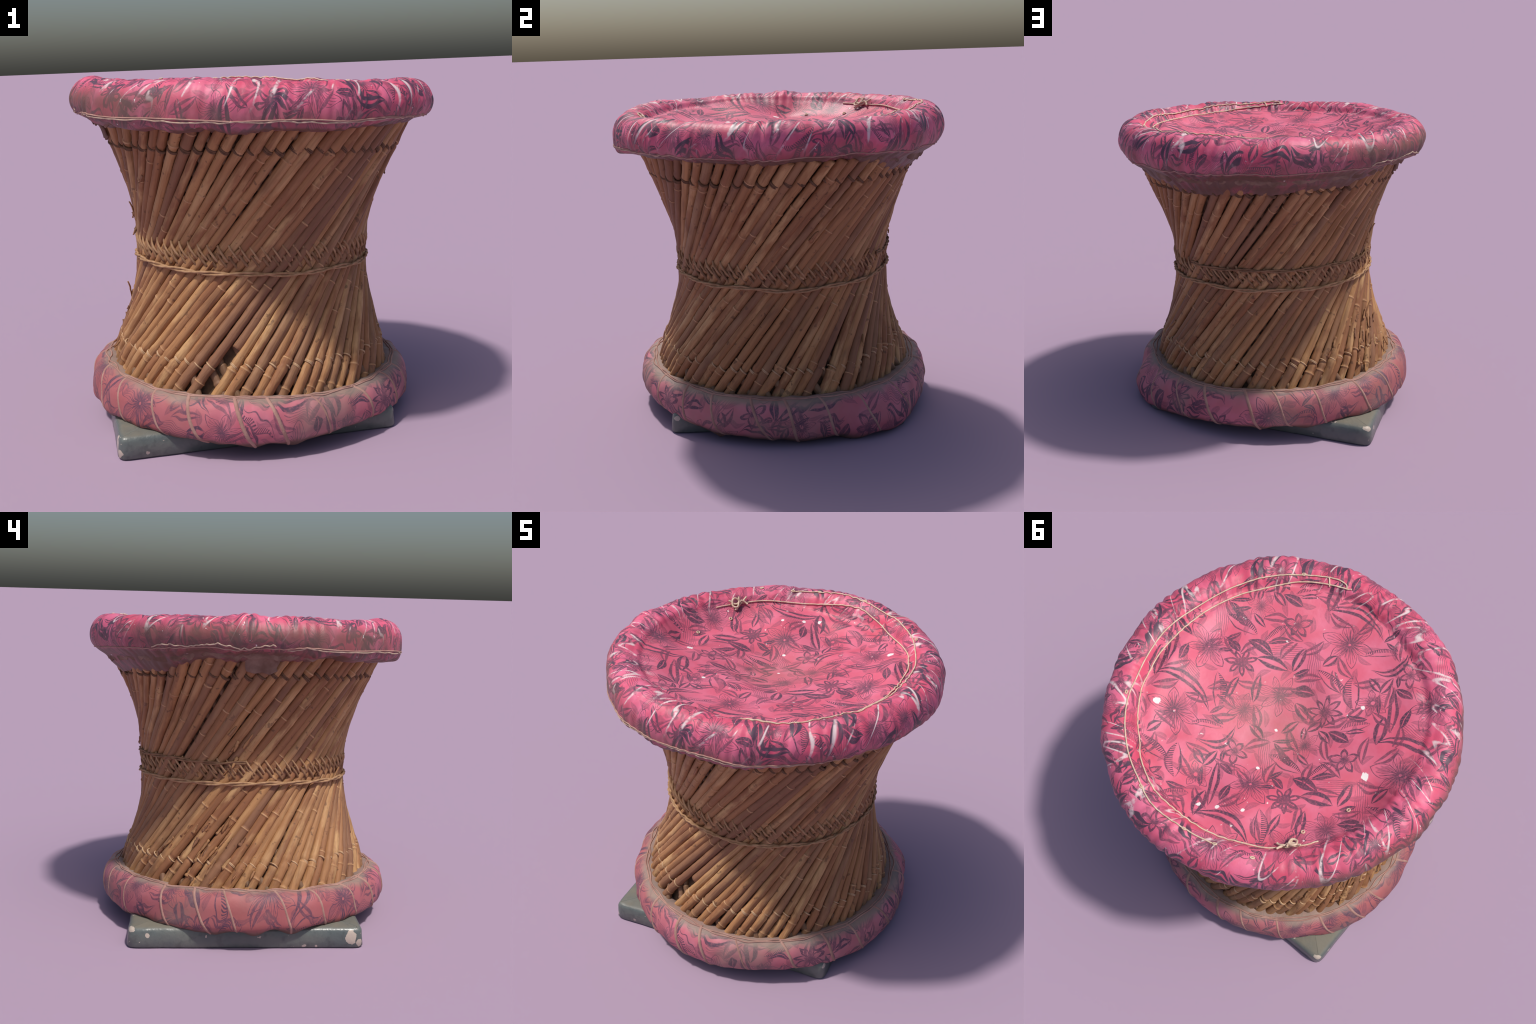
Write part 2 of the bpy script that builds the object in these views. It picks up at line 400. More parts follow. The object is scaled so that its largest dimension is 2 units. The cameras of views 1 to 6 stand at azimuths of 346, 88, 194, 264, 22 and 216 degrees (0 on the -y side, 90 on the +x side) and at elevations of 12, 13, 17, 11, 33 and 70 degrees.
def cane_material(name, light, dark, pale):
    m, g, bsdf, co = material(name)
    info = g.new('ShaderNodeObjectInfo').outputs['Random']
    shift = g.vec('ADD', co, g.join(g.math('MULTIPLY', info, 7.0), g.math('MULTIPLY', info, 3.0), g.math('MULTIPLY', info, 11.0)))
    grain = g.noise(g.vec('MULTIPLY', shift, (55, 55, 2.2)), 1.0, 4, 0.6)
    blotch = g.noise(g.vec('MULTIPLY', shift, (14, 14, 5)), 1.0, 4, 0.6)
    c = g.mix(info, light, dark)
    c = g.mix(g.ramp(blotch, 0.40, 0.66), c, g.mix(g.math('FRACT', g.math('MULTIPLY', info, 13.7)), pale, dark))
    c = g.mix(g.math('MULTIPLY', g.ramp(grain, 0.40, 0.70), 0.45), c, (0.17, 0.075, 0.035))
    spot = g.ramp(g.noise(shift, 24, 3), 0.63, 0.70)
    c = g.mix(g.math('MULTIPLY', spot, 0.6), c, (0.10, 0.05, 0.03))
    stain = g.ramp(g.noise(g.vec('MULTIPLY', shift, (9, 9, 3)), 1.0, 3), 0.55, 0.72)
    c = g.mix(g.math('MULTIPLY', stain, 0.55), c, (0.165, 0.075, 0.042))
    odd = g.math('GREATER_THAN', g.math('FRACT', g.math('MULTIPLY', info, 37.0)), 0.78)
    c = g.mix(g.math('MULTIPLY', odd, 0.55), c, (0.20, 0.10, 0.062))
    g.put(bsdf.inputs['Base Color'], c)
    bsdf.inputs['Roughness'].default_value = 0.62
    bsdf.inputs['Specular IOR Level'].default_value = 0.3
    g.put(bsdf.inputs['Normal'], g.bump(g.math('ADD', grain, blotch), 0.35, 0.012))
    return m


def fibre_material(name, a, b, rough=0.8, scale=30):
    m, g, bsdf, co = material(name)
    c = g.mix(g.ramp(g.noise(co, scale, 4), 0.3, 0.7), a, b)
    g.put(bsdf.inputs['Base Color'], c)
    bsdf.inputs['Roughness'].default_value = rough
    bsdf.inputs['Specular IOR Level'].default_value = 0.25
    g.put(bsdf.inputs['Normal'], g.bump(g.noise(co, 90, 3), 0.4, 0.006))
    return m


def stone_material():
    m, g, bsdf, co = material('painted_stone')
    c = g.mix(g.ramp(g.noise(co, 3.5, 5), 0.35, 0.65), (0.100, 0.120, 0.118), (0.145, 0.155, 0.138))
    c = g.mix(g.math('MULTIPLY', g.ramp(g.noise(co, 22, 4), 0.5, 0.75), 0.5), c, (0.058, 0.066, 0.063))
    x, y, z = g.xyz(co)
    # dry dusty top
    top = g.math('MULTIPLY', g.ramp(z, 0.108, 0.121), g.ramp(g.noise(co, 6, 3), 0.3, 0.6, 0.4, 0.8))
    c = g.mix(top, c, (0.175, 0.155, 0.115))
    # paint knocked off to the pale ground
    chips = g.ramp(g.noise(co, 19, 3), 0.70, 0.72)
    for px, py, pz, sx, sy, sz in ((-0.905, -0.565, 0.065, 0.09, 0.032, 0.045), (-0.915, -0.615, 0.03, 0.035, 0.02, 0.022), (-0.78, -0.625, 0.028, 0.022, 0.03, 0.012),
                                   (-0.895, -0.29, 0.015, 0.03, 0.018, 0.012), (-0.90, -0.36, 0.012, 0.03, 0.010, 0.010), (-0.875, 0.62, 0.075, 0.03, 0.013, 0.016),
                                   (-0.85, 0.71, 0.105, 0.035, 0.02, 0.014), (0.555, -0.66, 0.09, 0.02, 0.02, 0.015)):
        d = g.vec('LENGTH', g.vec('DIVIDE', g.vec('SUBTRACT', co, (px, py, pz)), (sx, sy, sz)))
        d = g.math('ADD', d, g.math('MULTIPLY', g.math('SUBTRACT', g.noise(co, 40, 3), 0.5), 1.0))
        chips = g.math('MAXIMUM', chips, g.ramp(d, 0.92, 1.0, 1, 0))
    c = g.mix(chips, c, (0.50, 0.42, 0.35))
    g.put(bsdf.inputs['Base Color'], c)
    g.put(bsdf.inputs['Roughness'], g.ramp(top, 0.0, 0.7, 0.30, 0.75))
    g.put(bsdf.inputs['Normal'], g.bump(g.noise(co, 18, 5), 0.25, 0.02))
    return m


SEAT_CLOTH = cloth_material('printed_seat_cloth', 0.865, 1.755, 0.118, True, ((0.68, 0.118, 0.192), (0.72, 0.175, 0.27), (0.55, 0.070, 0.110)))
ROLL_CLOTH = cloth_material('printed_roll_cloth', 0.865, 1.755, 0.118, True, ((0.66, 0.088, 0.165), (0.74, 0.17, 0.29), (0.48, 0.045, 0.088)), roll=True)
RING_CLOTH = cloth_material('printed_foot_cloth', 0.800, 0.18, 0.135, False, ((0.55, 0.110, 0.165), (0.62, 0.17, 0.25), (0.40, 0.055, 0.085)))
CANE = cane_material('cane_brown', (0.47, 0.245, 0.102), (0.29, 0.125, 0.058), (0.57, 0.345, 0.16))
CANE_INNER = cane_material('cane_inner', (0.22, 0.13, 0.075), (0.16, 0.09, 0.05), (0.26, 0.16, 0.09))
NODE = fibre_material('cane_node', (0.40, 0.21, 0.10), (0.54, 0.33, 0.18))
CORD = fibre_material('cord_pale', (0.40, 0.24, 0.13), (0.56, 0.38, 0.23))
CORD_DARK = fibre_material('cord_dark', (0.20, 0.105, 0.055), (0.31, 0.175, 0.095))
STRING = fibre_material('string_cream', (0.60, 0.42, 0.31), (0.74, 0.58, 0.45))
TAPE = fibre_material('cord_dusty', (0.33, 0.18, 0.15), (0.44, 0.265, 0.22), 0.85, 12)
CORD_DEEP = fibre_material('cord_darkened_for_shade', (0.105, 0.055, 0.032), (0.19, 0.105, 0.06))  # head lashings coloured deeper for the shadow below the seat roll
DULL = fibre_material('string_dull', (0.42, 0.29, 0.22), (0.58, 0.44, 0.34))
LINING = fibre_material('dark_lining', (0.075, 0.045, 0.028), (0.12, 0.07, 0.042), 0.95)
STONE = stone_material()


# ------------------------------------------------------------------ object helpers
def link(ob, parent=None):
    bpy.context.scene.collection.objects.link(ob)
    if parent:
        ob.parent = parent
    return ob


def mesh_of(name, verts, faces, mats, smoothed=True):
    me = bpy.data.meshes.new(name)
    me.from_pydata([tuple(v) for v in verts], [], faces)
    for m in mats if isinstance(mats, (list, tuple)) else [mats]:
        me.materials.append(m)
    if smoothed:
        me.shade_smooth()
    me.update()
    return me


def empty(name, parent=None):
    return link(bpy.data.objects.new(name, None), parent)


def tube(path, radius, sides=8, closed=False):
    """Vertices and faces of a round tube along a path; radius may vary."""
    p = np.array(path, float)
    n = len(p)
    rad = np.broadcast_to(np.asarray(radius, float), (n,))
    tan = (np.roll(p, -1, 0) - np.roll(p, 1, 0)) if closed else np.gradient(p, axis=0)
    tan /= np.linalg.norm(tan, axis=1)[:, None] + 1e-12
    up = np.array((0.0, 0.0, 1.0))
    a = np.cross(tan, up)
    weak = np.linalg.norm(a, axis=1) < 0.15
    a[weak] = np.cross(tan[weak], np.array((1.0, 0.0, 0.0)))
    a /= np.linalg.norm(a, axis=1)[:, None]
    b = np.cross(tan, a)
    ang = np.arange(sides) / sides * PI2
    v = (p[:, None] + rad[:, None, None] * (np.cos(ang)[None, :, None] * a[:, None] + np.sin(ang)[None, :, None] * b[:, None])).reshape(-1, 3)
    f = []
    for i in range(n if closed else n - 1):
        j = (i + 1) % n
        for s in range(sides):
            t = (s + 1) % sides
            f.append((i * sides + s, i * sides + t, j * sides + t, j * sides + s))
    if not closed:
        f.append(tuple(range(sides))[::-1])
        f.append(tuple((n - 1) * sides + s for s in range(sides)))
    return v, f


def merge(parts):
    v, f, k = [], [], 0
    for pv, pf in parts:
        v.append(pv)
        f += [tuple(i + k for i in face) for face in pf]
        k += len(pv)
    return np.concatenate(v), f


# ------------------------------------------------------------------ the stool
stool = empty('wicker_stool')
stool.location = STOOL_AT
stool.rotation_euler = (0, TILT, 0)
stool['label'] = 'round hourglass wicker stool with pink flowered cloth seat and foot roll'
stool['category'] = 'stool'

# ---- seat cover: one turned surface with a tucked and a hanging section, cut into seat and roll
SEAT_R = 0.785                    # the slack seat reaches this far; the roll begins there
ROLL = [(0.785, 1.838), (0.83, 1.864), (0.875, 1.874), (0.925, 1.863), (0.964, 1.830), (0.987, 1.780)]
FLAT = [(SEAT_R * t, 1.70) for t in (0.0, 0.12, 0.24, 0.36, 0.48, 0.60, 0.70, 0.80, 0.90)]
# three ways the cloth ends below the roll: drawn up under it, hanging as a skirt, or pulled down to the canes
TUCKED = FLAT + ROLL + [(0.986, 1.740), (0.970, 1.708), (0.935, 1.689), (0.895, 1.678), (0.860, 1.658), (0.80, 1.650)]
HANGING = FLAT + ROLL + [(0.992, 1.725), (0.988, 1.672), (0.968, 1.637), (0.915, 1.628), (0.86, 1.622), (0.80, 1.63)]
CONED = FLAT + ROLL + [(0.990, 1.728), (0.974, 1.686), (0.940, 1.655), (0.893, 1.624), (0.853, 1.578), (0.80, 1.548)]
DISH = ((0, 0.15, 0.30, 0.45, 0.57, 0.70, 0.82, 0.92, 1.0), (1.650, 1.654, 1.684, 1.722, 1.739, 1.746, 1.757, 1.797, 1.838))
SAGS = ((0.19, -0.29, 0.15, -0.032), (-0.58, -0.20, 0.13, 0.050), (-0.20, 0.57, 0.13, 0.046), (0.66, 0.12, 0.09, 0.042), (-0.36, -0.44, 0.11, 0.016), (0.28, -0.58, 0.10, 0.012), (0.0, 0.02, 0.12, 0.010), (0.13, 0.51, 0.09, -0.036), (0.60, -0.22, 0.08, -0.020), (-0.68, 0.10, 0.08, -0.026), (0.45, 0.56, 0.09, -0.018))
DIP = (-0.03, 0.17)               # the lowest point of the seat lies off centre
NT = 480
theta = np.arange(NT) / NT * PI2
prof_a, prof_b, prof_c = catmull(TUCKED, 7), catmull(HANGING, 7), catmull(CONED, 7)
NP = len(prof_a)
th_world = (theta + math.pi) % PI2 - math.pi
deg = np.degrees(th_world)
hang = smooth(-172, -152, deg) * (1 - smooth(-80, -50, deg))
cone = smooth(15, 50, deg) * (1 - 0.72 * smooth(135, 165, deg)) * (1 - hang)
cone = np.where(deg < -150, 0.28 * (1 - hang), cone)
# how far the roll stands out all round (it is no true circle)
out_of_round = 0.012 * np.exp(-((deg + 135) / 28) ** 2) + 0.006 * np.exp(-((np.abs(deg) - 178) / 26) ** 2) - 0.008 * np.exp(-(deg / 25) ** 2) + 0.012 * np.exp(-((deg + 62) / 30) ** 2) - 0.006 * np.exp(-((deg + 100) / 18) ** 2)


def cover_point_grid():
    pr = prof_a[None] * (1 - hang - cone)[:, None, None] + prof_b[None] * hang[:, None, None] + prof_c[None] * cone[:, None, None]
    d = np.gradient(pr, axis=1)
    nr, nh = -d[:, :, 1], d[:, :, 0]
    ln = np.sqrt(nr ** 2 + nh ** 2) + 1e-9
    nr, nh = nr / ln, nh / ln
    r, h = pr[:, :, 0], pr[:, :, 1]
    roll = smooth(0.66, 0.84, r)
    s = np.linspace(0, 1, NP)[None, :]
    T = theta[:, None]
    pleat = np.zeros_like(r)
    for k, (lo, hi, amp, tw) in enumerate(((2, 6, 0.007, 0.3), (9, 24, 0.0045, 0.9), (28, 70, 0.0044, 0.5))):
        tt = T + tw * (s - 0.6) * 0.25
        w = wobble(tt, lo, hi, 40 + k)
        if k == 2:
            w = np.abs(w) * 1.6 - 0.8
        pleat += amp * w
    disp = roll * pleat
    x, y = r * np.cos(T), r * np.sin(T)
    # the slack seat: soft billows and one slanting fold
    bill = np.zeros_like(r)
    for j in range(7):
        kx, ky = np.random.default_rng(90 + j).normal(0, 5.0, 2)
        bill += np.sin(kx * x + ky * y + j * 1.7)
    disp += (1 - roll) * smooth(0, 0.15, r) * bill * 0.0035
    fold = (x + 0.12) * 0.55 + (y + 0.28) * 0.83
    alongf = (x + 0.12) * 0.83 - (y + 0.28) * 0.55
    disp += (1 - roll) * 0.020 * np.exp(-(fold / 0.075) ** 2) * np.exp(-(alongf / 0.28) ** 2)
    r2, h2 = r + nr * disp + out_of_round[:, None] * roll, h + nh * disp
    edge = smooth(15.5 * 7, 17.5 * 7, np.arange(NP))[None, :] * (1 - smooth(19 * 7, 20 * 7, np.arange(NP)))[None, :]
    h2 = h2 + edge * (0.25 + 0.75 * hang[:, None]) * (0.010 * wobble(T, 8, 22, 81) + 0.006 * np.abs(wobble(T, 20, 60, 82)))
    # the dish: circles whose centres drift from the dip to the middle, plus a gentle cross fall
    inner = r < SEAT_R - 1e-6
    xs, ys = r2 * np.cos(T), r2 * np.sin(T)
    rho = np.zeros_like(r)
    lo, hi = np.zeros_like(r), np.ones_like(r) * 1.2
    for _ in range(30):
        rho = (lo + hi) / 2
        gap = np.hypot(xs - DIP[0] * (1 - rho), ys - DIP[1] * (1 - rho)) - SEAT_R * rho
        lo, hi = np.where(gap > 0, rho, lo), np.where(gap > 0, hi, rho)
    dish = np.interp(rho, np.linspace(0, 1, 60), np.convolve(np.pad(np.interp(np.linspace(0, 1, 60), *DISH), 2, mode='edge'), np.ones(5) / 5, 'valid'))
    dish = dish + (1 - np.clip(rho, 0, 1) ** 5) * (0.050 * xs - 0.052 * ys)
    h2 = np.where(inner, dish + disp, h2)
    h2 = h2 - roll * 0.014 * np.exp(-((np.abs(deg[:, None]) - 175) / 45) ** 2) * smooth(1.70, 1.86, h2)
    # the floor of the dish is uneven, and its wall is steeper on the +y side
    for gx, gy, gs, gh in SAGS:
        h2 = h2 + (1 - roll) * gh * np.exp(-((xs - gx) ** 2 + (ys - gy) ** 2) / (2 * gs * gs))
    h2 = h2 - 0.020 * np.exp(-((r - 0.775) / 0.040) ** 2) * (1 - np.exp(-((np.abs(deg[:, None]) - 180) / 45) ** 2)) - 0.034 * np.exp(-((r - 0.760) / 0.050) ** 2) * np.exp(-((deg[:, None] - 68) / 48) ** 2)
    h2 = h2 - (1 - roll) * 0.012 * np.exp(-((rho - 0.55) / 0.25) ** 2)
    return np.stack([r2 * np.cos(T) - 0.004, r2 * np.sin(T) + 0.007, h2], -1)


cover = cover_point_grid()
cv = cover.reshape(-1, 3)
SPLIT = 9 * 7


def grid_faces(j0, j1):
    return [(i * NP + j, i * NP + j + 1, ((i + 1) % NT) * NP + j + 1, ((i + 1) % NT) * NP + j) for i in range(NT) for j in range(j0, j1)]


def cover_normals():
    du = np.roll(cover, -1, 0) - np.roll(cover, 1, 0)
    dv = np.gradient(cover, axis=1)
    n = np.cross(dv, du)
    n /= np.linalg.norm(n, axis=2)[:, :, None] + 1e-12
    n[:, 0] = (0, 0, 1)
    return -n.reshape(-1, 3) if n[:, 5, 2].mean() < 0 else n.reshape(-1, 3)


cn = cover_normals()


def region(name, j0, j1, mat):
    faces = grid_faces(j0, j1)
    used = sorted({i for f in faces for i in f})
    where = {o: k for k, o in enumerate(used)}
    verts, norms = [cv[o] for o in used], [tuple(cn[o]) for o in used]
    faces = [tuple(where[i] for i in f) for f in faces]
    if j0 == 0:                                   # close the pole with one vertex
        pole = [where[i * NP] for i in range(NT)]
        centre = len(verts)
        verts.append(np.mean([verts[p] for p in pole], axis=0))
        norms.append((0, 0, 1))
        ps = set(pole)
        faces = [f for f in faces if not ps & set(f)] + [(where[((i + 1) % NT) * NP + 1], centre, where[i * NP + 1]) for i in range(NT)]
        keep = sorted({i for f in faces for i in f})
        ren = {o: k for k, o in enumerate(keep)}
        verts, norms = [verts[o] for o in keep], [norms[o] for o in keep]
        faces = [tuple(ren[i] for i in f) for f in faces]
    me = mesh_of(name, verts, faces, mat)
    me.normals_split_custom_set_from_vertices(norms)
    return link(bpy.data.objects.new(name, me), stool)


seat = region('seat', 0, SPLIT, SEAT_CLOTH)
roll = region('seat_roll', SPLIT, NP - 1, ROLL_CLOTH)


def on_cover(angle, j, lift=0.0):
    """Point on the cover at an angle (degrees) and profile position, lifted off the cloth."""
    a = (math.radians(angle) % PI2) / PI2 * NT
    i, f = int(a) % NT, a - int(a)
    j0 = int(min(max(j, 0), NP - 2))
    g = j - j0
    def mix(arr):
        a0 = arr[i * NP + j0] * (1 - g) + arr[i * NP + j0 + 1] * g
        i2 = (i + 1) % NT
        a1 = arr[i2 * NP + j0] * (1 - g) + arr[i2 * NP + j0 + 1] * g
        return a0 * (1 - f) + a1 * f
    return mix(cv) + mix(cn) * lift


def prof_at_r(radius):
    return float(np.interp(radius, prof_a[:12 * 7, 0], np.arange(12 * 7)))


# ---- strings sewn on the seat and round the roll
def string(name, stops, radius, parent, lift=0.004, jitter=0.0, mat=STRING, steps=16, seed=0):
    """stops: (angle in degrees, profile index)."""
    pts = catmull(stops, steps)
    r = np.random.default_rng(seed)
    path = [on_cover(a, j + r.normal() * jitter, lift) for a, j in pts]
    v, f = tube(path, radius, 7)
    return link(bpy.data.objects.new(name, mesh_of(name, v, f, mat)), parent)


J = prof_at_r
string('seat_string', [(a, J(r)) for a, r in ((103, .84), (91, .85), (78, .868), (66, .852), (50, .845), (33, .832), (21, .815), (1, .812), (-19, .80), (-43, .812), (-61, .826), (-74, .842), (-79, .835), (-80, .815))],
       0.0042, seat, seed=1)
string('seat_string', [(a, J(r)) for a, r in ((142, .770), (130, .775), (119, .782), (102, .782), (87, .795), (72, .812), (60, .800), (45, .782), (27, .782), (11, .772), (-15, .762), (-41, .765), (-57, .79), (-70, .805), (-79, .815), (-82, .825))],
       0.0043, seat, seed=2)
string('seat_string', [(-72, J(.838)), (-72.5, J(.82)), (-73, J(.80))], 0.005, seat, seed=3)
for a0, r0 in ((104, .84), (92, .85), (70, .86), (31, .845), (-62, .83), (137, .69), (160, .66), (118, .86)):
    j = J(r0)
    ringpts = [on_cover(a0 + 0.75 * math.cos(t), j + 0.8 * math.sin(t), 0.003) for t in np.linspace(0, PI2, 12, endpoint=False)]
    v, f = tube(ringpts, 0.0042, 6, closed=True)
    link(bpy.data.objects.new('string_eyelet', mesh_of('string_eyelet', v, f, STRING)), seat)
# the loose knot
kj = J(.775)
for k, stops in enumerate(([(126, J(.80)), (129, J(.775)), (131, J(.755)), (133, J(.735))], [(126, J(.76)), (128.5, J(.785)), (132, J(.77)), (135, J(.79))],
                           [(130, J(.80)), (131.5, J(.75)), (134, J(.76)), (132, J(.795)), (129.5, J(.775))])):
    string('string_knot', stops, 0.0062, seat, lift=0.014 + 0.005 * k, seed=10 + k)

jo = 16 * 7                                      # profile index at the lower outer shoulder


def round_roll(offset, wave, seed, a0=-180, a1=180, radius=0.0042, mat=TAPE):
    n = 46
    r = np.random.default_rng(seed)
    stops = []
    for i in range(n + 1):
        a = a0 + (a1 - a0) * i / n
        stops.append((a, offset(a) + wave * r.normal()))
    string('roll_string', stops, radius, roll, lift=0.0012, mat=mat, steps=6, seed=seed)


def low_line(a):
    up = 1.0 if -178 < a < -60 else 0.0
    up = float(smooth(-178, -160, a) * (1 - smooth(-80, -40, a)))
    return jo + 3.0 - 5.0 * up


round_roll(low_line, 0.4, 5)
round_roll(lambda a: low_line(a) + 1.3, 0.5, 6, -172, -30, 0.0042, DULL)
round_roll(lambda a: low_line(a) - 3.2 - 1.5 * math.sin(a * 0.35), 0.55, 7, 142, 184, 0.0040, DULL)

# ---- the foot roll
RING = [(0.69, 0.225), (0.745, 0.285), (0.795, 0.306), (0.842, 0.306), (0.882, 0.284), (0.908, 0.240), (0.918, 0.185), (0.914, 0.138), (0.898, 0.102),
        (0.870, 0.078), (0.825, 0.056), (0.77, 0.050), (0.70, 0.050), (0.60, 0.055)]
rp = catmull(RING, 6)
NR, NA = len(rp), 420
ta = np.arange(NA) / NA * PI2
T2 = ta[:, None]
d = np.gradient(rp, axis=0)
nrm = np.stack([-d[:, 1], d[:, 0]], -1)
nrm /= np.linalg.norm(nrm, axis=1)[:, None]
q = np.linspace(0, 1, NR)[None, :]
disp = 0.005 * wobble(T2 + 0 * q, 2, 7, 61) + 0.004 * wobble(T2 + 0.4 * q, 8, 22, 62) + 0.0020 * wobble(T2 + 0.25 * q, 30, 60, 63)
under = smooth(0.62, 0.8, q)
disp = disp + under * 0.012 * wobble(T2 + 0 * q, 5, 30, 64)
rr = rp[None, :, 0] + nrm[None, :, 0] * disp
hh = rp[None, :, 1] + nrm[None, :, 1] * disp
low = smooth(0.45, 0.70, q) * (1 - smooth(0.85, 1.0, q))
dg = np.degrees((T2 + math.pi) % PI2 - math.pi)
rr = rr + smooth(0.34, 0.55, q) * (1 - smooth(0.85, 1.0, q)) * 0.060 * np.exp(-((dg - 37) / 15) ** 2) - 0.012 * np.exp(-((dg + 45) / 36) ** 2) - 0.0 * dg + low * (0.026 * np.exp(-((np.abs(dg) - 175) / 60) ** 2) + 0.028 * np.exp(-((dg - 48) / 32) ** 2) + 0.014 * np.exp(-((dg - 148) / 14) ** 2) + 0.012 * np.exp(-((dg + 40) / 16) ** 2))
hh = hh - (1 - smooth(0.25, 0.5, q)) * (0.003 + 0.010 * np.exp(-((dg + 95) / 30) ** 2) + 0.014 * np.exp(-((dg - 60) / 30) ** 2) + 0.010 * np.exp(-((np.abs(dg) - 150) / 30) ** 2)) + smooth(0.35, 0.7, q) * 0.030 * np.exp(-((dg + 52) / 24) ** 2) - smooth(0.5, 0.75, q) * (0.004 * smooth(-0.2, 0.7, np.cos(T2)) + 0.026 * np.exp(-((dg - 42) / 18) ** 2))
ring_grid = np.stack([rr * np.cos(T2) - 0.006, rr * np.sin(T2), hh], -1)
ring_grid[:, :, 2] = np.maximum(ring_grid[:, :, 2], 0.004 + TILT * (ring_grid[:, :, 0] + 0.0))
v = ring_grid.reshape(-1, 3)
f = [(i * NR + j, i * NR + j + 1, ((i + 1) % NA) * NR + j + 1, ((i + 1) % NA) * NR + j) for i in range(NA) for j in range(NR - 1)]
foot = link(bpy.data.objects.new('foot_roll', mesh_of('foot_roll', v, f, RING_CLOTH)), stool)


def on_ring(angle, j, lift):
    a = (angle % PI2) / PI2 * NA
    i, g = int(a) % NA, a - int(a)
    j0 = int(min(max(j, 0), NR - 2)); k = j - j0
    p = ring_grid[i, j0] * (1 - k) + ring_grid[i, j0 + 1] * k
    p2 = ring_grid[(i + 1) % NA, j0] * (1 - k) + ring_grid[(i + 1) % NA, j0 + 1] * k
    p = p * (1 - g) + p2 * g
    nn = nrm[j0]
    return p + lift * np.array((nn[0] * math.cos(angle), nn[0] * math.sin(angle), nn[1]))


# cord bound round the foot roll, and the seam line along its inner top edge
WRAPS = 23
for k in range(WRAPS):
    a0 = (k + random.uniform(-0.22, 0.22)) / WRAPS * PI2
    js = np.linspace(3.0 * 6 - 3, 9.6 * 6, 26)
    slant = random.uniform(0.10, 0.17)
    path = [on_ring(a0 + slant * (t - 0.3) + 0.008 * math.sin(5 * t + k), j, -0.0062) for t, j in zip(np.linspace(0, 1, 26), js)]
    tv, tf = tube(path, 0.0085 + 0.004 * random.random(), 8)
    link(bpy.data.objects.new('binding_cord', mesh_of('binding_cord', tv, tf, TAPE)), foot)
for jj, seed in ((15.5, 1), (17.2, 2)):
    r = np.random.default_rng(seed)
    wob = wobble(np.arange(200) / 200 * PI2, 3, 30, 100 + seed) * 0.9
    path = [on_ring(i / 200 * PI2, jj + wob[i], 0.0015) for i in range(200)]
    tv, tf = tube(path, 0.0048, 6, closed=True)
    link(bpy.data.objects.new('seam_cord', mesh_of('seam_cord', tv, tf, TAPE)), foot)

# ---- torn and hanging bits of cloth
FLAP = fibre_material('torn_backing', (0.15, 0.085, 0.062), (0.27, 0.175, 0.135), 0.9, 11)


def flap(name, rows, parent, mat, thick=0.006):
    """A rag built from rows of points, given thickness."""
    g = np.array([[np.array(p) for p in catmull(row, 4)] for row in rows])
    n, m = g.shape[:2]
    out = g[:, :, :2] / (np.linalg.norm(g[:, :, :2], axis=2)[:, :, None] + 1e-9)
    back = g.copy()
    back[:, :, :2] -= out * thick
    v = np.concatenate([g.reshape(-1, 3), back.reshape(-1, 3)])
    k = n * m
    f = []
    for i in range(n - 1):
        for j in range(m - 1):
            q = (i * m + j, i * m + j + 1, (i + 1) * m + j + 1, (i + 1) * m + j)
            f += [q, tuple(x + k for x in q[::-1])]
    rim = [j for j in range(m)] + [i * m + m - 1 for i in range(1, n)] + [(n - 1) * m + j for j in range(m - 2, -1, -1)] + [i * m for i in range(n - 2, 0, -1)]
    for a, b in zip(rim, rim[1:] + rim[:1]):
        f.append((a, a + k, b + k, b))
    return link(bpy.data.objects.new(name, mesh_of(name, v, f, mat)), parent)


def polar(deg_, r, h):
    return (r * math.cos(math.radians(deg_)), r * math.sin(math.radians(deg_)), h)


flap('torn_flap', [[polar(174 + 3.2 * t, 0.885, 1.64), polar(174 + 3.2 * t, 0.862, 1.612), polar(174 + 3 * t + 0.6 * (t % 2), 0.848, 1.582), polar(174.5 + 3 * t, 0.838, (1.560, 1.548, 1.556, 1.543, 1.565)[t])] for t in range(5)], roll, FLAP, 0.012)
# the ragged hem of the backing, hanging below the roll from the +y side round to -x
hem_a = np.arange(28, 212, 1.1)
hem_drop = 0.020 + 0.013 * wobble(np.radians(hem_a), 5, 20, 71) + 0.009 * wobble(np.radians(hem_a), 30, 90, 72)
hem_drop = np.clip(hem_drop, 0.004, 0.06) * smooth(28, 50, hem_a) * (1 - smooth(190, 212, hem_a))
hem_push = 0.006 * wobble(np.radians(hem_a), 20, 60, 73)
rows = []
for k, a0 in enumerate(hem_a):
    top = on_cover(a0, jo + 15)
    rr0, hh0 = math.hypot(top[0], top[1]), top[2]
    rows.append([polar(a0, rr0 + 0.004, hh0 + 0.008), polar(a0, rr0 - 0.004 + hem_push[k], hh0 - hem_drop[k] * 0.5), polar(a0, rr0 - 0.012 + 1.3 * hem_push[k], hh0 - hem_drop[k])])
flap('cloth_hem', rows, roll, FLAP, 0.004)
# a pointed rag and a slack fold under the foot roll on the +x side
flap('cloth_rag', [[polar(-38, 0.872, 0.150), polar(-36, 0.872, 0.105), polar(-32, 0.850, 0.075)], [polar(-30, 0.880, 0.145), polar(-29.5, 0.868, 0.085), polar(-29, 0.842, 0.046)], [polar(-21, 0.876, 0.150), polar(-23, 0.874, 0.105), polar(-26, 0.850, 0.075)]], foot, FLAP, 0.014)

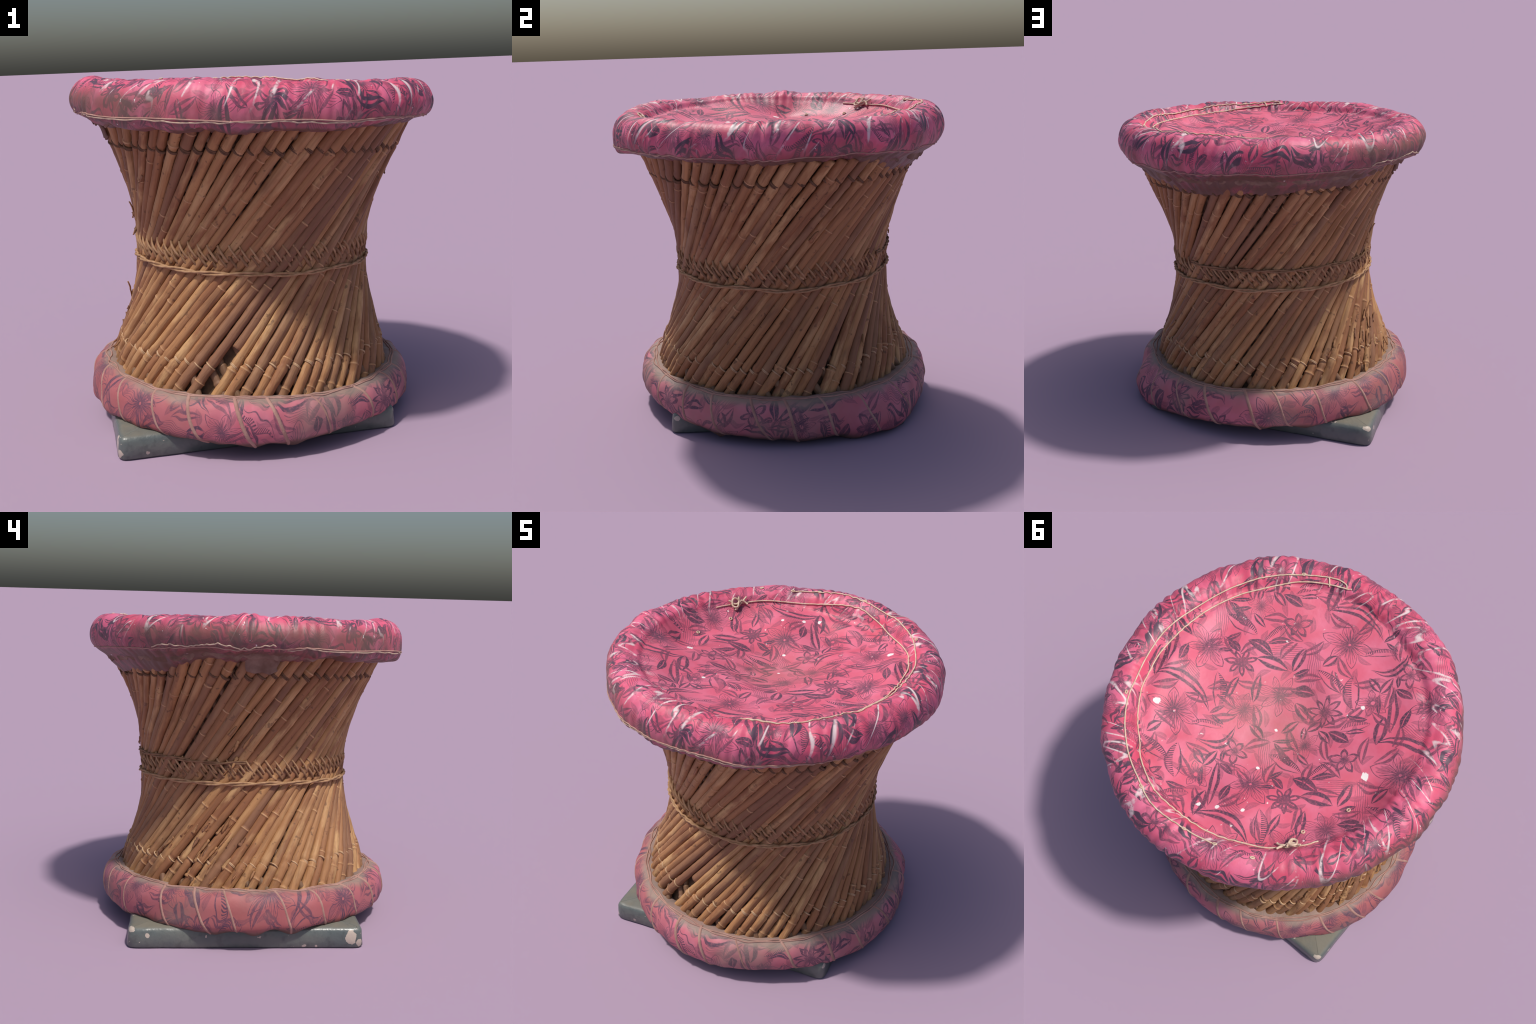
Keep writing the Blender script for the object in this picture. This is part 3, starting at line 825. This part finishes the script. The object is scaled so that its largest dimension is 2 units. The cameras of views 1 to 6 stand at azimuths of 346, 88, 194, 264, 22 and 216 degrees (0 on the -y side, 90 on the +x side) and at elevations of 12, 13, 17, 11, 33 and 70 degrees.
# ---- the body: dark lining, inner canes leaning the other way, outer canes
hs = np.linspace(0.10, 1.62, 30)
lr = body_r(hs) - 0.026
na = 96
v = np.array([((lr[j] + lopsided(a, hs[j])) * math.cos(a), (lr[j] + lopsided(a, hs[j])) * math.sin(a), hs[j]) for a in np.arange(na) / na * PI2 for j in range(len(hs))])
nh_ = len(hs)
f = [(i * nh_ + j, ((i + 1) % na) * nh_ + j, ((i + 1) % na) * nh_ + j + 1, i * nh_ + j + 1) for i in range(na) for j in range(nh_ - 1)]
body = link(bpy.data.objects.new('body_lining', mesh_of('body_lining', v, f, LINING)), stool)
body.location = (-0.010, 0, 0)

LENGTH = (CANE_HIGH - CANE_LOW) * math.sqrt(1 + LEAN ** 2)


def cane_mesh(seed, mats, rough=0.6, bend=None, start=0.0, fat=1.0):
    """A cane along z, base at 0, with swollen joints, a slight bow and an uneven, flattened section."""
    r = np.random.default_rng(seed)
    rings, sides = 110, 12
    z = np.linspace(start, LENGTH, rings)
    joints = []
    at = r.uniform(0.05, 0.35)
    while at < LENGTH:
        joints.append(at)
        at += r.uniform(0.38, 0.8)
    # rings crowd round the joints so that the ridge is crisp
    z = np.sort(np.concatenate([z] + [j + np.array((-0.012, -0.02, 0.02, -0.007, -0.003, 0, 0.003, 0.007, 0.012)) for j in joints]))
    z = z[(z >= start) & (z <= LENGTH)]
    rad = (0.0262 * fat + 0.0030 * ((z - 0.91) / 0.85) ** 2) * (1 + 0.05 * np.sin(z * r.uniform(2, 5) + r.uniform(0, 6)))
    rad *= 1 - 0.10 * (z / LENGTH - 0.5) * r.choice((-1, 1))
    for j in joints:
        rad += 0.0032 * np.exp(-((z - j) / 0.006) ** 2) - 0.0012 * np.exp(-((z - j - 0.014) / 0.008) ** 2)
    bow_x = 0.006 * np.sin(z / LENGTH * math.pi * r.uniform(1, 2.5) + r.uniform(0, 6)) * rough
    bow_y = 0.004 * np.sin(z / LENGTH * math.pi * r.uniform(1, 3) + r.uniform(0, 6)) * rough
    for lash in (0.289, 1.665):                   # drawn in by the lashings, swollen beside them
        rad += 0.0030 * fat * (np.exp(-((z - lash - 0.024) / 0.014) ** 2) + np.exp(-((z - lash + 0.024) / 0.014) ** 2)) - 0.0032 * np.exp(-((z - lash) / 0.009) ** 2)
    toe = r.normal(0, 0.004, 2)
    bow_x = bow_x + toe[0] * np.exp(-(z / 0.24) ** 4)
    bow_y = bow_y + toe[1] * np.exp(-(z / 0.24) ** 4)
    for j in joints:                              # canes kink a little at the joints
        bow_x += r.normal() * 0.0035 * rough * np.tanh((z - j) / 0.05)
    if bend is not None:
        dx, dy = bend(z)
        bow_x, bow_y = bow_x + dx, bow_y + dy
    ang = np.arange(sides) / sides * PI2
    flat = r.uniform(0.86, 1.0)
    verts = []
    off = r.uniform(0, 50)
    for k, zz in enumerate(z):
        for a in ang:
            n = noise.noise(Vector((math.cos(a) * 0.9 + off, math.sin(a) * 0.9, zz * 9))) * 0.0040 * rough + noise.noise(Vector((off, a, zz * 32))) * 0.0014
            q = rad[k] + n
            verts.append((bow_x[k] + q * math.cos(a), bow_y[k] + q * flat * math.sin(a), zz))
    faces, which = [], []
    for k in range(len(z) - 1):
        mid = (z[k] + z[k + 1]) / 2
        near = min(abs(mid - j) for j in joints) < 0.0045
        for s in range(sides):
            t = (s + 1) % sides
            faces.append((k * sides + s, k * sides + t, (k + 1) * sides + t, (k + 1) * sides + s))
            which.append(1 if near else 0)
    faces.append(tuple(range(sides))[::-1]); which.append(0)
    faces.append(tuple((len(z) - 1) * sides + s for s in range(sides))); which.append(0)
    me = mesh_of('cane', verts, faces, mats)
    me.polygons.foreach_set('material_index', which)
    return me


def frame(theta0, h, sense=1.0, radius=WAIST_R, lean=LEAN):
    """Position and axes of a cane that passes the waist at theta0, taken at height h."""
    out = Vector((math.cos(theta0), math.sin(theta0), 0))
    tan = Vector((-math.sin(theta0), math.cos(theta0), 0))
    along = (tan * lean * sense + Vector((0, 0, 1)))
    p = out * radius + along * (h - WAIST_H) + Vector((0, 0, WAIST_H))
    return p, along.normalized(), out


def place(ob, p, zaxis, out, scale=(1, 1, 1)):
    z = zaxis.normalized()
    # y of the piece points outwards from the stool's axis there
    o = Vector((p.x, p.y, 0)).normalized() if out is None else out
    y = (o - z * o.dot(z)).normalized()
    x = y.cross(z)
    m = Matrix((x, y, z)).transposed().to_4x4()
    ob.matrix_local = Matrix.Translation(p) @ m @ Matrix.Diagonal((*scale, 1))


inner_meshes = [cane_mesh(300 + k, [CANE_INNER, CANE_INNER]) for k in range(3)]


def cane_axis(th, rad, lean, h):
    """Centre of a cane at a height, with the lopsided wall taken into account."""
    p, along, out = frame(th, h, 1, rad, lean)
    a = math.atan2(p.y, p.x)
    e = float(lopsided(a, h))
    return p + Vector((math.cos(a), math.sin(a), 0)) * e, along


GAP_AT = math.radians(-86)                       # one cane is broken off here, low at the front
cane_at = []
for i in range(CANES):
    th = (i + random.uniform(-0.06, 0.06)) / CANES * PI2
    rad = WAIST_R + random.uniform(-0.004, 0.004)
    lean = LEAN + random.uniform(-0.001, 0.001)
    fat = random.uniform(0.95, 1.10)
    away = (th - GAP_AT + math.pi) % PI2 - math.pi
    broken = abs(away) < PI2 / CANES * 0.5
    p0, along, out = frame(th, CANE_LOW, 1, rad, lean)
    y = (out - along * out.dot(along)).normalized()
    x = y.cross(along)

    def bend(z, th=th, rad=rad, lean=lean, p0=p0, along=along, x=x, y=y, away=away):
        dx, dy = np.zeros_like(z), np.zeros_like(z)
        for k, zz in enumerate(z):
            h = CANE_LOW + zz * along.z
            q, _ = cane_axis(th, rad, lean, h)
            d = q - (p0 + along * zz)
            dx[k], dy[k] = d.dot(x), d.dot(y)
            dx[k] += math.copysign(0.010, away) * math.exp(-(away / 0.13) ** 2) * float(1 - smooth(0.3, 0.7, h)) * (-1 if x.dot(Vector((-math.sin(th), math.cos(th), 0))) < 0 else 1)
        return dx, dy

    me = cane_mesh(200 + i, [CANE, NODE], 0.6, bend, 0.40 if broken else 0.0, fat)
    ob = bpy.data.objects.new('cane', me)
    link(ob, body)
    place(ob, p0, along, out, (1, 1, 1))
    cane_at.append((th, rad, lean, fat, broken))
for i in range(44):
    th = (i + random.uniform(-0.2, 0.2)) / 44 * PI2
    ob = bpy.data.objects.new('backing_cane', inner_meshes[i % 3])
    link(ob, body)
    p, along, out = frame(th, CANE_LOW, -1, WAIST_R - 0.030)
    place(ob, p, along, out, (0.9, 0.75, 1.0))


# ---- splintered strips standing off the canes on the worn side
def splinter_mesh(seed):
    r = np.random.default_rng(seed)
    L, w = r.uniform(0.05, 0.13), r.uniform(0.008, 0.015)
    rows = []
    n = 9
    for k in range(n):
        t = k / (n - 1)
        half = w * (1 - 0.75 * t ** 2) * (1 + 0.2 * r.normal() * (0 < k < n - 1))
        lift = 0.006 * t ** 2 * r.uniform(0.3, 1.6)
        z = L * t
        rows += [(-half, lift - 0.002, z), (-half * 0.3, lift + 0.004, z + 0.004 * r.normal()), (half * 0.4, lift + 0.0035, z), (half, lift - 0.002, z), (0.0, lift - 0.005, z)]
    f = []
    for k in range(n - 1):
        for s_ in range(5):
            t_ = (s_ + 1) % 5
            f.append((k * 5 + s_, k * 5 + t_, (k + 1) * 5 + t_, (k + 1) * 5 + s_))
    f += [tuple(range(5))[::-1], tuple((n - 1) * 5 + i for i in range(5))]
    return mesh_of('splinter', rows, f, CANE)


splinters = [splinter_mesh(400 + k) for k in range(8)]
for k in range(48):
    if k < 30:
        az, h = math.radians(random.gauss(158, 13)), random.uniform(0.34, 0.62)
    elif k < 38:
        az, h = math.radians(random.gauss(172, 8)), random.uniform(1.0, 1.2)
    else:
        az, h = random.uniform(0, PI2), random.uniform(0.4, 1.5)
    th = az - math.atan2(LEAN * (h - WAIST_H), WAIST_R)
    p, along, out = frame(th, h, 1)
    radial = Vector((p.x, p.y, 0)).normalized()
    ob = link(bpy.data.objects.new('splinter', splinters[k % 8]), body)
    up = random.choice((1, 1, -1))
    place(ob, p + radial * (random.uniform(0.020, 0.028) + float(lopsided(az, h))), along * up + Vector((random.gauss(0, 0.12), random.gauss(0, 0.12), 0)), radial, (1, 1, 1))

# ---- cord loops that lash every cane near its foot and near its head
def loop_mesh(name, major, minor, mat, strands):
    parts = []
    for s in range(strands):
        path = []
        for t in np.linspace(0, PI2, 20, endpoint=False):
            path.append((major * math.cos(t), major * math.sin(t), (s - (strands - 1) / 2) * minor * 1.7 + 0.004 * math.cos(t)))
        parts.append(tube(path, minor, 7, closed=True))
    v, f = merge(parts)
    return mesh_of(name, v, f, mat)


foot_loops = [loop_mesh('lashing', 0.0252, 0.0042, CORD, 1), loop_mesh('lashing', 0.0250, 0.0036, CORD, 2), loop_mesh('lashing', 0.0250, 0.0050, CORD, 1)]
head_loops = [loop_mesh('lashing', 0.0248, 0.0078, CORD_DEEP, 1), loop_mesh('lashing', 0.0245, 0.0060, CORD_DEEP, 2)]
for th, rad, lean, fat, broken in cane_at:
    for loops, kind, h0 in ((foot_loops, 'lashing', 0.432), (head_loops, 'lashing', 1.535)):
        if broken and loops is foot_loops:
            continue
        ob = bpy.data.objects.new(kind, random.choice(loops))
        link(ob, body)
        p, along = cane_axis(th, rad, lean, h0 + random.uniform(-0.008, 0.008))
        place(ob, p, along, None, (fat * random.uniform(0.98, 1.06), fat * random.uniform(0.98, 1.06), 1))

# ---- the woven band round the waist: two rows of slanting stitches and a twisted rope
def stitch_row(name, h_top, h_bottom, phase, radius, mat, swell):
    parts = []
    step = PI2 / CANES
    for i in range(CANES):
        th = (i + phase) * step
        pts = []
        jit = random.uniform(-0.006, 0.006)
        for t in np.linspace(0, 1, 11):
            h = h_top + (h_bottom - h_top) * t + jit
            a = th + math.atan2(LEAN * (h_top - WAIST_H), WAIST_R) - step * 0.5 + step * 1.05 * t
            rr_ = body_r(np.array(h)) + lopsided(a, h) + 0.012 + swell * math.sin(math.pi * t) ** 0.8
            pts.append((rr_ * math.cos(a), rr_ * math.sin(a), h))
        parts.append(tube(pts, radius * (0.85 + 0.3 * random.random()), 7))
    v, f = merge(parts)
    ob = link(bpy.data.objects.new(name, mesh_of(name, v, f, mat)), body)
    ob['kind'] = 'stuff'


STITCH = fibre_material('cord_stitch', (0.33, 0.185, 0.095), (0.46, 0.28, 0.155))
stitch_row('waist_stitches', 1.040, 0.955, 0.0, 0.0062, STITCH, 0.0165)
stitch_row('waist_stitches', 1.000, 0.920, 0.48, 0.0075, CORD_DARK, 0.0115)


def rope(name, h, radius, twist, lift, a0=0.0, a1=PI2, mat=CORD_DARK, seed=1, sag=0.006):
    parts = []
    n = int(420 * (a1 - a0) / PI2)
    full = abs(a1 - a0 - PI2) < 1e-6
    tt = np.linspace(a0, a1, n, endpoint=not full)
    w = wobble(tt, 2, 9, seed) * sag
    bumps = 0.003 * np.cos(tt * CANES)
    for s in (0, 1):
        ph = tt * twist + s * math.pi
        rr_ = body_r(h + w) + lopsided(tt, h + w) + lift + bumps + radius * 0.6 * np.cos(ph)
        hh_ = h + w + radius * 1.05 * np.sin(ph)
        parts.append(tube(np.stack([rr_ * np.cos(tt), rr_ * np.sin(tt), hh_], -1), radius, 7, closed=full))
    v, f = merge(parts)
    return link(bpy.data.objects.new(name, mesh_of(name, v, f, mat)), body)


rope('waist_rope', 0.897, 0.0068, 11, 0.031, seed=21, mat=STITCH)
rope('waist_rope', 1.022, 0.0060, 11, 0.030, math.radians(55), math.radians(175), seed=22)

# ------------------------------------------------------------------ the slab it stands on
CORNERS = [(-0.930, -0.644), (0.568, -0.704), (0.594, 0.694), (-0.880, 0.742)]
TOP, INSET = 0.121, 0.016


def slab_mesh():
    levels = [(0.0, 0.008), (0.010, 0.0), (0.060, 0.004), (0.096, 0.008), (0.113, 0.018), (0.121, 0.040)]
    per = 60
    cx, cy = np.mean(CORNERS, axis=0)
    rings = []
    for z, inset in levels:
        pts = []
        for k in range(4):
            a, b = np.array(CORNERS[k]), np.array(CORNERS[(k + 1) % 4])
            prev = np.array(CORNERS[k - 1])
            for t in np.arange(per) / per:
                pts.append(a * (1 - t) + b * t)
        pts = np.array(pts)
        # round the corners, then move inwards by the inset
        for _ in range(5):
            pts = (np.roll(pts, 1, 0) + 2 * pts + np.roll(pts, -1, 0)) / 4
        tan = np.roll(pts, -1, 0) - np.roll(pts, 1, 0)
        n = np.stack([-tan[:, 1], tan[:, 0]], -1)
        n /= np.linalg.norm(n, axis=1)[:, None]
        pts = pts + n * inset
        for x, y in pts:
            w = noise.noise(Vector((x * 6, y * 6, z * 12))) * 0.004 + noise.noise(Vector((x * 25, y * 25, z * 25))) * 0.0015
            rings.append((x + w, y + w * 0.7, max(0.0, z + (w * 0.6 if z > 0.05 else 0))))
    m = per * 4
    f = []
    for k in range(len(levels) - 1):
        for i in range(m):
            j = (i + 1) % m
            f.append((k * m + i, k * m + j, (k + 1) * m + j, (k + 1) * m + i))
    f.append(tuple(range(m))[::-1])
    last = (len(levels) - 1) * m
    rings.append((cx, cy, 0.122))
    f += [(last + i, last + (i + 1) % m, len(rings) - 1) for i in range(m)]
    return mesh_of('stone_slab', rings, f, STONE)


slab = link(bpy.data.objects.new('stone_slab', slab_mesh()))
slab['label'] = 'low square grey painted stone slab with chipped corners'
slab['category'] = 'stone slab'
